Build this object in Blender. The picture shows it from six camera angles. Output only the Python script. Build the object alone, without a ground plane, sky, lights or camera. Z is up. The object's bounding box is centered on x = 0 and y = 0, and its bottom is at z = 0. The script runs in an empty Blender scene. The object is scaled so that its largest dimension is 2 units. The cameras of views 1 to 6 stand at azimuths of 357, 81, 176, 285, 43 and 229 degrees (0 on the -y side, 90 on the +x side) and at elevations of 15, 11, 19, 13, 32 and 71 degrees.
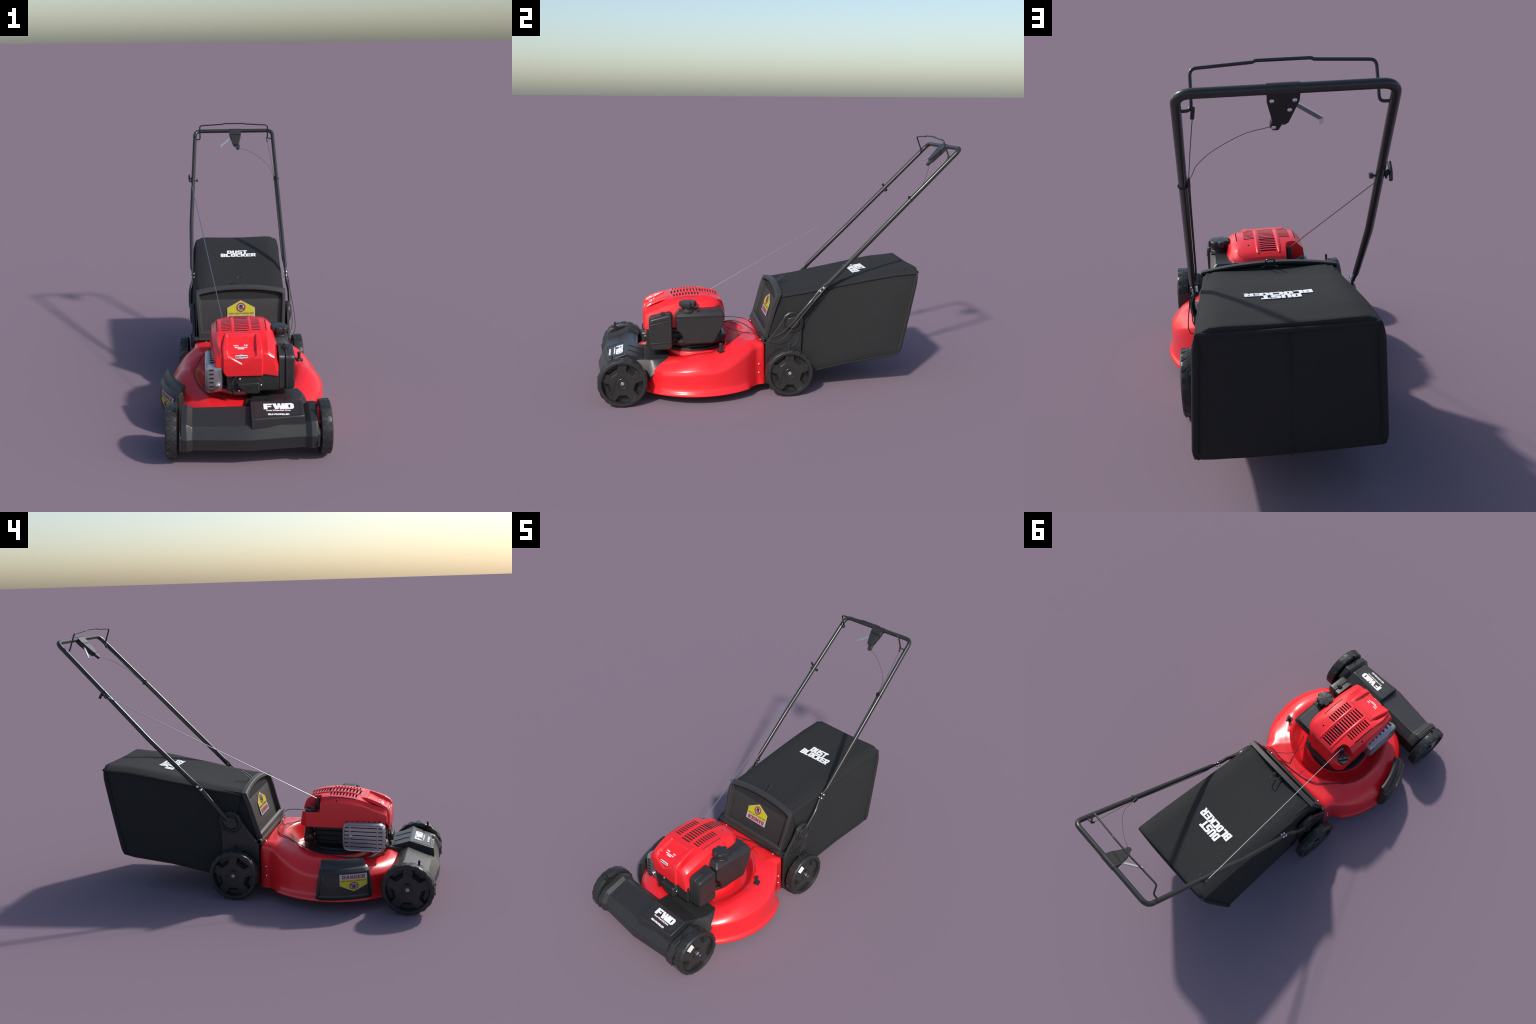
import bpy, bmesh, math, random
from math import sin, cos, pi, radians, sqrt, atan2
from mathutils import Vector, Matrix

random.seed(7)
X0 = 0.0085                 # plane of symmetry of chassis
DC = Vector((0.016, -0.435))    # centre of the cutting deck (plan)
XE = -0.010                 # centre plane of the engine shroud

# ------------------------------------------------------------------ materials
def material(name, colour, rough=0.45, metal=0.0, grain=0.0, grain_scale=60.0, bump=0.0, bump_scale=300.0,
             coat=0.0, spec=0.5, rough_var=0.06):
    m = bpy.data.materials.new(name); m.use_nodes = True
    nt = m.node_tree; b = nt.nodes["Principled BSDF"]
    b.inputs["Metallic"].default_value = metal
    b.inputs["Coat Weight"].default_value = coat
    b.inputs["Coat Roughness"].default_value = 0.12
    b.inputs["Specular IOR Level"].default_value = spec
    tc = nt.nodes.new("ShaderNodeTexCoord")
    n = nt.nodes.new("ShaderNodeTexNoise"); n.inputs["Scale"].default_value = grain_scale
    n.inputs["Detail"].default_value = 4
    nt.links.new(tc.outputs["Object"], n.inputs["Vector"])
    mix = nt.nodes.new("ShaderNodeMix"); mix.data_type = 'RGBA'
    c = Vector(colour)
    mix.inputs[6].default_value = (*(c * (1 - grain)), 1)
    mix.inputs[7].default_value = (*(c * (1 + grain)), 1)
    nt.links.new(n.outputs["Fac"], mix.inputs[0])
    nt.links.new(mix.outputs[2], b.inputs["Base Color"])
    mr = nt.nodes.new("ShaderNodeMapRange")
    mr.inputs["To Min"].default_value = max(0.02, rough - rough_var); mr.inputs["To Max"].default_value = min(1, rough + rough_var)
    nt.links.new(n.outputs["Fac"], mr.inputs["Value"])
    nt.links.new(mr.outputs["Result"], b.inputs["Roughness"])
    if bump:
        n2 = nt.nodes.new("ShaderNodeTexNoise"); n2.inputs["Scale"].default_value = bump_scale
        nt.links.new(tc.outputs["Object"], n2.inputs["Vector"])
        bp = nt.nodes.new("ShaderNodeBump"); bp.inputs["Strength"].default_value = bump
        bp.inputs["Distance"].default_value = 0.001
        nt.links.new(n2.outputs["Fac"], bp.inputs["Height"])
        nt.links.new(bp.outputs["Normal"], b.inputs["Normal"])
    return m

def fabric(name, colour):
    """woven bag cloth: diagonal twill ribs broken up by noise"""
    m = material(name, colour, rough=0.85, grain=0.10, grain_scale=120, spec=0.25)
    nt = m.node_tree; b = nt.nodes["Principled BSDF"]
    tc = nt.nodes.new("ShaderNodeTexCoord")
    mp = nt.nodes.new("ShaderNodeMapping"); mp.inputs["Rotation"].default_value = (radians(35), radians(20), radians(35))
    w = nt.nodes.new("ShaderNodeTexWave"); w.inputs["Scale"].default_value = 78
    w.inputs["Distortion"].default_value = 1.8; w.inputs["Detail"].default_value = 2; w.inputs["Detail Scale"].default_value = 3
    nt.links.new(tc.outputs["Object"], mp.inputs["Vector"]); nt.links.new(mp.outputs["Vector"], w.inputs["Vector"])
    bp = nt.nodes.new("ShaderNodeBump"); bp.inputs["Strength"].default_value = 0.30; bp.inputs["Distance"].default_value = 0.001
    nt.links.new(w.outputs["Fac"], bp.inputs["Height"]); nt.links.new(bp.outputs["Normal"], b.inputs["Normal"])
    return m

RED = material("red_paint", (0.84, 0.018, 0.025), rough=0.26, grain=0.03, grain_scale=6, coat=0.25)
RED_PLASTIC = material("red_plastic", (0.84, 0.018, 0.025), rough=0.30, grain=0.03, grain_scale=8, coat=0.15)
BLACK = material("black_plastic", (0.0255, 0.0248, 0.0248), rough=0.36, grain=0.12, grain_scale=30, bump=0.12, bump_scale=900)
DOOR_BLACK = material("door_plastic", (0.034, 0.032, 0.031), rough=0.5, grain=0.10, grain_scale=25, bump=0.15, bump_scale=700)
RUBBER = material("tyre_rubber", (0.022, 0.022, 0.022), rough=0.42, grain=0.18, grain_scale=45, bump=0.2, bump_scale=500)
RIM_BLACK = material("rim_plastic", (0.028, 0.027, 0.026), rough=0.24, grain=0.10, grain_scale=40, bump=0.06, bump_scale=800)
TUBE = material("black_tube_paint", (0.024, 0.024, 0.023), rough=0.30, grain=0.10, grain_scale=40, coat=0.1)
CLOTH = fabric("bag_fabric", (0.0235, 0.0235, 0.024))
DARK = material("dark_cavity", (0.012, 0.012, 0.013), rough=0.6)
VENT = material("vent_slot_dark", (0.042, 0.045, 0.048), rough=0.7)
STEEL = material("bright_steel", (0.82, 0.82, 0.84), rough=0.26, metal=1.0, rough_var=0.05)
LEVER = material("polished_lever", (0.72, 0.73, 0.75), rough=0.28, metal=0.9)
BOLT = material("dull_bolt_steel", (0.42, 0.40, 0.42), rough=0.42, metal=0.6)
GUARD = material("muffler_guard_metal", (0.47, 0.455, 0.47), rough=0.36, metal=0.85, grain=0.06, grain_scale=30)
MUFFLER = material("muffler_steel", (0.36, 0.35, 0.37), rough=0.45, metal=0.8, grain=0.1, grain_scale=30)
ROPE = material("steel_wire_rope", (0.46, 0.46, 0.48), rough=0.30, metal=1.0, grain=0.10, grain_scale=400)
CABLE = material("black_cable", (0.018, 0.018, 0.018), rough=0.45)
WHITE = material("white_print", (0.86, 0.86, 0.86), rough=0.5, grain=0.02)
LABEL_GREY = material("label_white", (0.44, 0.45, 0.49), rough=0.45, grain=0.03)
YELLOW = material("label_yellow", (0.54, 0.48, 0.018), rough=0.42, grain=0.04)
LABEL_RED = material("label_red", (0.34, 0.030, 0.045), rough=0.45)
LABEL_BLACK = material("label_black", (0.02, 0.02, 0.02), rough=0.5)
OLIVE = material("label_small_print", (0.16, 0.14, 0.02), rough=0.5)

# ------------------------------------------------------------------ builders
ALL = []
def finish(o, mat, parent=None, smooth=30, bevel=0.0, seg=2, stuff=False):
    if mat is not None and not o.data.materials:
        o.data.materials.append(mat)
    if o.name not in bpy.context.scene.collection.objects:
        bpy.context.scene.collection.objects.link(o)
    if smooth:
        for p in o.data.polygons: p.use_smooth = True
        o.data.set_sharp_from_angle(angle=radians(smooth))
    if bevel:
        md = o.modifiers.new("bevel", 'BEVEL'); md.width = bevel; md.segments = seg
        md.limit_method = 'ANGLE'; md.angle_limit = radians(32); md.harden_normals = False
        md.use_clamp_overlap = True
    if stuff: o["kind"] = "stuff"
    if parent is not None: o.parent = parent
    ALL.append(o)
    return o

def empty(name, parent=None):
    o = bpy.data.objects.new(name, None); o.empty_display_size = 0.05
    bpy.context.scene.collection.objects.link(o); o.parent = parent
    return o

def mesh_obj(name, verts, faces, recalc=True):
    me = bpy.data.meshes.new(name)
    me.from_pydata([tuple(v) for v in verts], [], faces)
    if recalc:
        bm = bmesh.new(); bm.from_mesh(me)
        bmesh.ops.remove_doubles(bm, verts=bm.verts, dist=1e-6)
        bmesh.ops.recalc_face_normals(bm, faces=bm.faces); bm.to_mesh(me); bm.free()
    return bpy.data.objects.new(name, me)

def merge(vfs):
    V, F = [], []
    for v, f in vfs:
        k = len(V); V += list(v); F += [tuple(i + k for i in q) for q in f]
    return V, F

def loft(sections, closed=True, cap=True):
    """quads between consecutive point rings"""
    n = len(sections[0]); V = [p for s in sections for p in s]; F = []
    for i in range(len(sections) - 1):
        for j in range(n if closed else n - 1):
            a, b = i * n + j, i * n + (j + 1) % n
            F.append((a, b, b + n, a + n))
    if cap and closed:
        F.append(tuple(range(n))); F.append(tuple(range((len(sections) - 1) * n, len(sections) * n)))
    return V, F

def prism(poly, axis, a, b, shift=(0, 0), scale=1.0):
    """extrude a 2D polygon along an axis; poly coords are the two other axes in x,y,z order"""
    def put(p, t):
        return (t, p[0], p[1]) if axis == 'x' else (p[0], t, p[1]) if axis == 'y' else (p[0], p[1], t)
    c = (sum(p[0] for p in poly) / len(poly), sum(p[1] for p in poly) / len(poly))
    q = [(c[0] + (p[0] - c[0]) * scale + shift[0], c[1] + (p[1] - c[1]) * scale + shift[1]) for p in poly]
    return loft([[put(p, a) for p in poly], [put(p, b) for p in q]])

def box(x0, x1, y0, y1, z0, z1):
    return prism([(y0, z0), (y1, z0), (y1, z1), (y0, z1)], 'x', x0, x1)

def rounded(x0, x1, y0, y1, r, n=5):
    P = []
    for cx, cy, a in ((x1 - r, y1 - r, 0), (x0 + r, y1 - r, 90), (x0 + r, y0 + r, 180), (x1 - r, y0 + r, 270)):
        for i in range(n + 1):
            t = radians(a + 90 * i / n); P.append((cx + r * cos(t), cy + r * sin(t)))
    return P

def disc(c, axis, r0, r1, h, n=32):
    """frustum along axis vector"""
    a = Vector(axis).normalized(); u = a.orthogonal().normalized(); v = a.cross(u); c = Vector(c)
    return loft([[c + (u * cos(2 * pi * i / n) + v * sin(2 * pi * i / n)) * r0 for i in range(n)],
                 [c + a * h + (u * cos(2 * pi * i / n) + v * sin(2 * pi * i / n)) * r1 for i in range(n)]])

def dome(c, axis, r, h, n=16):
    a = Vector(axis).normalized(); u = a.orthogonal().normalized(); v = a.cross(u); c = Vector(c)
    S = []
    for k in range(6):
        t = k / 5 * pi / 2 * 0.97
        S.append([c + a * h * sin(t) + (u * cos(2 * pi * i / n) + v * sin(2 * pi * i / n)) * r * cos(t) for i in range(n)])
    return loft(S)

def spline(pts, n=8):
    """Catmull-Rom through control points"""
    P = [Vector(p) for p in pts]; P = [2 * P[0] - P[1]] + P + [2 * P[-1] - P[-2]]; out = []
    for i in range(1, len(P) - 2):
        for k in range(n):
            t = k / n; a, b, c, d = P[i - 1:i + 3]
            out.append(0.5 * ((2 * b) + (c - a) * t + (2 * a - 5 * b + 4 * c - d) * t * t + (3 * b - a - 3 * c + d) * t ** 3))
    out.append(P[-2]); return out

def fillet(pts, r, n=6):
    """polyline with rounded corners"""
    P = [Vector(p) for p in pts]; out = [P[0]]
    for i in range(1, len(P) - 1):
        a, b, c = P[i - 1:i + 2]; d0, d1 = (a - b), (c - b)
        k = min(r, d0.length * 0.48, d1.length * 0.48)
        s, e = b + d0.normalized() * k, b + d1.normalized() * k
        for j in range(n + 1):
            t = j / n; out.append((1 - t) ** 2 * s + 2 * t * (1 - t) * b + t * t * e)
    out.append(P[-1]); return out

def tube(path, r, n=12, flat=None):
    """sweep a circle; r number or function of fraction; flat(f)->(width scale, thickness scale)"""
    P = [Vector(p) for p in path]
    L = [0]
    for i in range(1, len(P)): L.append(L[-1] + (P[i] - P[i - 1]).length)
    t0 = (P[1] - P[0]).normalized(); u = t0.orthogonal().normalized(); S = []
    if abs(t0.x) < 0.9: u = (Vector((1, 0, 0)) - t0 * t0.x).normalized()
    for i, p in enumerate(P):
        t = ((P[min(i + 1, len(P) - 1)] - P[max(i - 1, 0)])).normalized()
        u = (u - t * u.dot(t)).normalized(); v = t.cross(u)
        f = L[i] / L[-1]; rr = r(f) if callable(r) else r
        ku, kv = flat(f) if flat else (1, 1)
        S.append([p + (u * cos(2 * pi * j / n) * ku + v * sin(2 * pi * j / n) * kv) * rr for j in range(n)])
    return loft(S)

def build(name, vf, mat, parent, **k):
    v, f = vf
    return finish(mesh_obj(name, v, f), mat, parent, **k)

def smoothstep(a, b, x):
    t = max(0.0, min(1.0, (x - a) / (b - a))); return t * t * (3 - 2 * t)

def lerp_table(tab, x):
    for (a, p), (b, q) in zip(tab, tab[1:]):
        if x <= b:
            t = max(0, (x - a) / (b - a)); return p + (q - p) * t
    return tab[-1][1]

# ------------------------------------------------------------------ lettering
GLYPH = {  # outlines on a unit cell: outer loop first, then counters
 'D': [[(0,0),(.8,0),(1,.2),(1,.8),(.8,1),(0,1)], [(.40,.24),(.60,.24),(.60,.76),(.40,.76)]],
 'U': [[(0,1),(0,.16),(.16,0),(.84,0),(1,.16),(1,1),(.62,1),(.62,.24),(.38,.24),(.38,1)]],
 'S': [[(0,0),(.84,0),(1,.14),(1,.48),(.86,.6),(.38,.6),(.38,.77),(1,.77),(1,1),(.16,1),(0,.86),(0,.52),(.14,.4),(.62,.4),(.62,.23),(0,.23)]],
 'T': [[(0,1),(0,.74),(.3,.74),(.3,0),(.7,0),(.7,.74),(1,.74),(1,1)]],
 'B': [[(0,0),(.84,0),(1,.14),(1,.42),(.9,.5),(1,.58),(1,.86),(.84,1),(0,1)], [(.40,.2),(.60,.2),(.60,.4),(.40,.4)], [(.40,.6),(.60,.6),(.60,.8),(.40,.8)]],
 'L': [[(0,0),(.95,0),(.95,.26),(.42,.26),(.42,1),(0,1)]],
 'O': [[(.16,0),(.84,0),(1,.16),(1,.84),(.84,1),(.16,1),(0,.84),(0,.16)], [(.40,.24),(.60,.24),(.60,.76),(.40,.76)]],
 'C': [[(.16,0),(1,0),(1,.24),(.40,.24),(.40,.76),(1,.76),(1,1),(.16,1),(0,.84),(0,.16)]],
 'K': [[(0,0),(.38,0),(.38,.36),(.6,0),(1.06,0),(.72,.5),(1.04,1),(.6,1),(.38,.64),(.38,1),(0,1)]],
 'E': [[(0,0),(1,0),(1,.22),(.40,.22),(.40,.4),(.92,.4),(.92,.6),(.40,.6),(.40,.78),(1,.78),(1,1),(0,1)]],
 'R': [[(0,0),(.38,0),(.38,.34),(.62,0),(1.04,0),(.82,.36),(1,.48),(1,.86),(.84,1),(0,1)], [(.40,.54),(.62,.54),(.62,.78),(.40,.78)]],
 'F': [[(0,0),(.42,0),(.42,.36),(.86,.36),(.86,.6),(.42,.6),(.42,.76),(.95,.76),(.95,1),(0,1)]],
 'W': [[(.16,0),(.46,0),(.52,.42),(.58,0),(.9,0),(1.1,1),(.78,1),(.70,.45),(.64,1),(.42,1),(.36,.45),(.28,1),(-.06,1)]],
 'A': [[(0,0),(.34,0),(.38,.2),(.62,.2),(.66,0),(1,0),(.74,1),(.26,1)], [(.43,.4),(.57,.4),(.5,.72)]],
 'N': [[(0,0),(.34,0),(.34,.5),(.66,0),(1,0),(1,1),(.66,1),(.66,.5),(.34,1),(0,1)]],
 'G': [[(.16,0),(1,0),(1,.56),(.52,.56),(.52,.38),(.64,.38),(.64,.24),(.38,.24),(.38,.76),(1,.76),(1,1),(.16,1),(0,.84),(0,.16)]],
}
def curve_mesh(cu):
    ob = bpy.data.objects.new("tmp", cu); bpy.context.scene.collection.objects.link(ob)
    dg = bpy.context.evaluated_depsgraph_get(); dg.update()
    me = ob.evaluated_get(dg).to_mesh()
    v = [tuple(x.co) for x in me.vertices]; f = [tuple(p.vertices) for p in me.polygons]
    bpy.data.objects.remove(ob); bpy.data.curves.remove(cu)
    return v, f

def block_text(word, width, height, gap=0.08, shear=0.0, wide=None, thick=0.0008):
    """heavy block lettering centred on the origin, returned as a mesh in the XY plane"""
    cu = bpy.data.curves.new("letters", 'CURVE'); cu.dimensions = '2D'; cu.fill_mode = 'BOTH'; cu.extrude = thick
    wide = wide or {}
    tot = sum(wide.get(c, 1) for c in word) + gap * (len(word) - 1); k = width / tot; x = -tot / 2
    for c in word:
        w = wide.get(c, 1)
        for loop in GLYPH[c]:
            sp = cu.splines.new('POLY'); sp.points.add(len(loop) - 1); sp.use_cyclic_u = True
            for p, (a, b) in zip(sp.points, loop):
                p.co = ((x + a * w) * k + shear * (b - 0.5) * height, (b - 0.5) * height, 0, 1)
        x += w + gap
    return curve_mesh(cu)

def font_text(s, size, bold=0.0, width=None, thick=0.0006):
    cu = bpy.data.curves.new("print", 'FONT'); cu.body = s; cu.size = size; cu.align_x = 'CENTER'; cu.align_y = 'CENTER'
    cu.offset = bold; cu.extrude = thick; cu.resolution_u = 3
    v, f = curve_mesh(cu)
    if width:
        w = max(p[0] for p in v) - min(p[0] for p in v); k = width / w; v = [(p[0] * k, p[1], p[2]) for p in v]
    return v, f

def place(vf, o, u, v, lift=0.0, warp=None):
    """map a flat mesh onto the plane (o; u right, v up), optionally onto a curved surface via warp(a,b)->(point, normal)"""
    o, u, v = Vector(o), Vector(u).normalized(), Vector(v).normalized(); n = u.cross(v)
    if warp:
        out = []
        for a, b, c in vf[0]:
            p, nn = warp(a, b); out.append(p + nn * (c + lift))
        return out, vf[1]
    return [o + u * a + v * b + n * (c + lift) for a, b, c in vf[0]], vf[1]

def flat_poly(pts, thick=0.0006):
    n = len(pts)
    return loft([[(x, y, -thick) for x, y in pts], [(x, y, thick) for x, y in pts]])

def dense_poly(x0, x1, yfun0, yfun1, nx, ny, thick):
    """gridded flat patch (for labels wrapped on a curve)"""
    V, F = [], []
    for s in (-thick, thick):
        for i in range(nx + 1):
            x = x0 + (x1 - x0) * i / nx
            for j in range(ny + 1):
                V.append((x, yfun0(x) + (yfun1(x) - yfun0(x)) * j / ny, s))
    m = (nx + 1) * (ny + 1); k = ny + 1
    for i in range(nx):
        for j in range(ny):
            a = i * k + j
            F.append((a, a + 1, a + k + 1, a + k)); F.append((m + a, m + a + k, m + a + k + 1, m + a + 1))
    rim = [i * k for i in range(nx + 1)] + [nx * k + j for j in range(1, k)] + [i * k + ny for i in range(nx - 1, -1, -1)] + [j for j in range(ny - 1, 0, -1)]
    for a, b in zip(rim, rim[1:] + rim[:1]): F.append((a, b, b + m, a + m))
    return V, F

# ================================================================== root
mower = empty("lawn_mower")
mower["label"] = "red walk-behind petrol lawn mower with black grass bag"
mower["category"] = "lawn mower"

# ================================================================== deck
R_DECK = 0.399
REAR = -0.084 - DC.y
def deck_radius(phi):
    """wall radius from the deck centre; phi from +y (rear) towards +x"""
    sn, c = sin(phi), cos(phi); r = R_DECK
    if c * r > REAR: r = REAR / c
    if c > 0:
        half = 0.265 + (X0 - DC.x) * (1 if sn > 0 else -1)      # rear box sides lie symmetric about the chassis plane
        rb = min(half / max(abs(sn), 1e-6), REAR / c)
        if c * rb > 0.20: r = max(r, rb)
    return r
NPH = 288
RAD = [deck_radius(2 * pi * i / NPH) for i in range(NPH)]
for _ in range(3):      # soften the junction between round skirt and rear box
    RAD = [(RAD[i - 1] + 2 * RAD[i] + RAD[(i + 1) % NPH]) / 4 for i in range(NPH)]

def deck_profile(i):
    phi = 2 * pi * i / NPH; R = RAD[i]; yr = R * cos(phi)
    back = smoothstep(0.06, 0.345, yr); front = smoothstep(0.05, -0.34, yr)
    zs = 0.186 + 0.092 * back - 0.020 * front             # end of the vertical skirt
    zt = 0.250 + 0.045 * back - 0.038 * front             # crest
    lip = 1 - smoothstep(0.235, 0.275, yr)
    crest = min(0.312 - 0.03 * back, R - 0.035); zp = 0.203 - 0.006 * front
    sh = (R - crest)
    prof = [(R + 0.001 - 0.004, 0.050), (R + 0.014 * lip + .001, 0.050), (R + 0.015 * lip, 0.058), (R + 0.009 * lip, 0.066), (R + 0.004 * lip, 0.072), (R, 0.086),
            (R - 0.002, 0.12), (R - 0.003, zs - 0.03), (R - 0.005, zs - 0.006), (R - 0.011, zs + 0.004),
            (R - 0.45 * sh, zs + 0.45 * (zt - zs) + 0.008), (R - 0.72 * sh, zt - 0.010), (crest, zt - 0.001),
            (crest - 0.02, zt)] + [(r, zp + (zt - zp) * k) for r, k in ((0.276 - 0.006 * back, .985), (0.264 - 0.006 * back, .92), (0.253 - 0.006 * back, .76), (0.241 - 0.006 * back, .46), (0.229 - 0.006 * back, .18), (0.219 - 0.005 * back, .04), (0.207 - 0.004 * back, 0), (0.10, 0))]
    return phi, prof
V, F = [], []
NP = len(deck_profile(0)[1])
for i in range(NPH):
    phi, prof = deck_profile(i)
    for r, z in prof: V.append((DC.x + r * sin(phi), DC.y + r * cos(phi), z))
for i in range(NPH):
    k = (i + 1) % NPH
    for j in range(NP - 1): F.append((i * NP + j, i * NP + j + 1, k * NP + j + 1, k * NP + j))
F.append(tuple(i * NP + NP - 1 for i in range(NPH)))
deck = build("deck", (V, F), RED, mower, smooth=55)
md = deck.modifiers.new("sheet", 'SOLIDIFY'); md.thickness = 0.003; md.offset = -1

def deck_z(x, y):
    dx, dy = x - DC.x, y - DC.y; phi = atan2(dx, dy) % (2 * pi); r = sqrt(dx * dx + dy * dy)
    prof = deck_profile(int(round(phi / (2 * pi) * NPH)) % NPH)[1][5:]
    for (ra, za), (rb, zb) in zip(prof, prof[1:]):
        if rb <= r <= ra: return za + (zb - za) * (ra - r) / max(1e-6, ra - rb)
    return prof[-1][1] if r < 0.2 else prof[0][1]

for sx in (-1, 1):
    for z in (0.165, 0.116):
        build("deck_rivet", dome((X0 + sx * 0.2665, -0.121, z), (sx, 0, 0), 0.0062, 0.005), STEEL, deck)
    build("deck_bolt", dome((X0 + sx * 0.198, -0.104, 0.284), (0, 0, 1), 0.007, 0.005), STEEL, deck)
# wash-out port on the right shoulder
zk = deck_z(0.303, -0.334)
build("wash_port", merge([prism(rounded(-.016, .016, -.016, .016, .003), 'z', zk - 0.006, zk + 0.006),
      disc((0, 0, zk + 0.004), (0, 0, 1), 0.0085, 0.0075, 0.034, 16), disc((0, 0, zk + 0.036), (0, 0, 1), 0.0105, 0.0095, 0.008, 16)]), BLACK, deck, bevel=0.001)
ALL[-1].location = (0.303, -0.334, 0); ALL[-1].rotation_euler = (0, 0, radians(25))

# ================================================================== side discharge cover
def arc_pt(r, ang, z):   # ang: 0 = -x direction, positive towards the front
    return (DC.x - r * cos(ang), DC.y - r * sin(ang), z)
def flap_surf(a, b):     # a along arc (m), b height
    ang = 0.385 + a / 0.43; r = lerp_table(FLAP, b) + 0.006 - 0.016 * (ang - A0) / (A1 - A0)
    nrm = Vector((-cos(ang), -sin(ang), 0.12)).normalized()
    return Vector(arc_pt(r, ang, b)), nrm
FLAP = [(0.064, 0.424), (0.080, 0.4375), (0.13, 0.4420), (0.18, 0.4395), (0.205, 0.434), (0.224, 0.419)]
A0, A1 = -0.06, 0.645
secs = []
for k in range(25):
    f = k / 24; ang = A0 + (A1 - A0) * f
    e = 0.014 * (1 - min(1, min(f, 1 - f) / 0.08))
    out = [(0.405, .058), (0.422 - e, .061), (0.436 - e, .070), (0.4405 - e, .084), (0.4365 - e, .092), (0.4410 - e, .13), (0.4385 - e, .18), (0.434 - e, .198), (0.4360 - e, .208), (0.422 - e, .224), (0.396, .230), (0.386, .20)]
    # the lower corners spread, the upper corners draw in
    secs.append([arc_pt(r + .006 - .016 * f, ang + (0.5 - f) * 0.10 * (z - .07) / .15, z) for r, z in out])
flap = build("discharge_cover", loft(secs), BLACK, mower, smooth=40, bevel=0.0025)
secs = []
for k in range(17):
    f = k / 16; ang = 0.005 + (0.56 - 0.005) * f
    out = [(0.388, .240), (0.388, .262), (0.402, .268), (0.415, .256), (0.425, .232), (0.430, .212), (0.412, .205)]
    secs.append([arc_pt(r - 0.002 - 0.026 * f, ang, z - .008 * f) for r, z in out])
build("discharge_hinge", loft(secs), BLACK, flap, smooth=40, bevel=0.002)
for f in (.045, .955):   # raised side ribs of the cover
    pts = [arc_pt(r + .006 - .016 * f, A0 + (A1 - A0) * f + (0.5 - f) * 0.10 * (z - .07) / .15, z) for z, r in ((.078, .431), (.12, .4355), (.17, .4335), (.205, .428))]
    build("discharge_rib", tube(spline(pts, 4), 0.0055, 8), BLACK, flap)

def danger_label(name, frame, parent, warp=None, small=1.0):
    """pentagon warning label: w 0.154, DANGER panel on top, point down (in label axes)"""
    w, top, mid, sh, tip = 0.076, 0.057, 0.024, -0.015, -0.056
    lab = empty(name, parent)
    P = lambda vf, lift: place(vf, *frame, lift=lift, warp=warp)
    yb = lambda x: tip + (sh - tip) * abs(x) / w
    for nm, x0, x1, f0, f1, mt, lift in (("label_edge", -w - .0015, w + .0015, lambda x: yb(x) - .002, lambda x: top + .0015, LABEL_GREY, 0.0002),
                                        ("label_ground", -w, w, yb, lambda x: mid, YELLOW, 0.0010)):
        build(nm, P(dense_poly(x0, x1, f0, f1, 16, 4, 0.0005), lift), mt, lab, smooth=40)
    def sub(vf, dx, dy): return [(a + dx, b + dy, c) for a, b, c in vf[0]], vf[1]
    build("danger_lettering", P(sub(block_text("DANGER", 0.128, 0.023, 0.14, thick=.0003), 0, 0.0405), 0.0012), LABEL_RED, lab, smooth=0)
    build("warning_lettering", P(sub(font_text("KEEP HANDS and FEET AWAY", 0.0125, 0.00018, 0.142, .0003), 0, 0.0145), 0.0020), OLIVE, lab, smooth=0)
    def ring(r0, r1, n=28):
        V = [(r * cos(2 * pi * i / n), r * sin(2 * pi * i / n), z) for z in (-.0003, .0003) for r in (r0, r1) for i in range(n)]
        F = []
        for i in range(n):
            j = (i + 1) % n
            F += [(i, j, n + j, n + i), (2 * n + i, 3 * n + i, 3 * n + j, 2 * n + j), (n + i, n + j, 3 * n + j, 3 * n + i), (i, 2 * n + i, 2 * n + j, j)]
        return V, F
    cy = -0.019
    build("warning_disc", P(sub(flat_poly([(0.0205 * cos(2 * pi * i / 28), 0.0205 * sin(2 * pi * i / 28)) for i in range(28)], .0003), 0, cy), 0.0020), LABEL_GREY, lab, smooth=0)
    build("warning_ring", P(sub(ring(0.0185, 0.0255), 0, cy), 0.0028), LABEL_RED, lab, smooth=0)
    hand = [flat_poly([(-.008, -.014), (.007, -.014), (.010, -.002), (-.010, -.001)], .0003)]
    for x0, x1, y0, y1, t in ((-.0095, -.0125, -.001, .010, .0028), (-.0045, -.006, -.001, .0135, .003), (.0008, .0012, -.001, .014, .003), (.0058, .0075, -.001, .012, .0028), (.0098, .0165, -.005, .004, .003)):
        hand.append(flat_poly([(x0 - t / 2, y0), (x0 + t / 2, y0 - .0002), (x1 + t / 2, y1), (x1 - t / 2, y1)], .0003))
    build("hand_symbol", P(sub(merge(hand), 0, cy), 0.0036), LABEL_BLACK, lab, smooth=0)
    build("slash_symbol", P(sub(flat_poly([(-.020, .009), (-.016, .014), (.0205, -.010), (.0165, -.015)][:4], .0003), 0, cy) if False else sub(flat_poly([(-.019, .008), (-.0155, .0125), (-.002, .001), (-.006, -.003)], .0003), 0, cy), 0.0044), LABEL_RED, lab, smooth=0)
    return lab
def flap_warp(a, b):
    return flap_surf(a * 0.90, 0.157 + b * 0.74)
danger_label("danger_label", ((0, 0, 0), (1, 0, 0), (0, 1, 0)), flap, warp=flap_warp)

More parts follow.
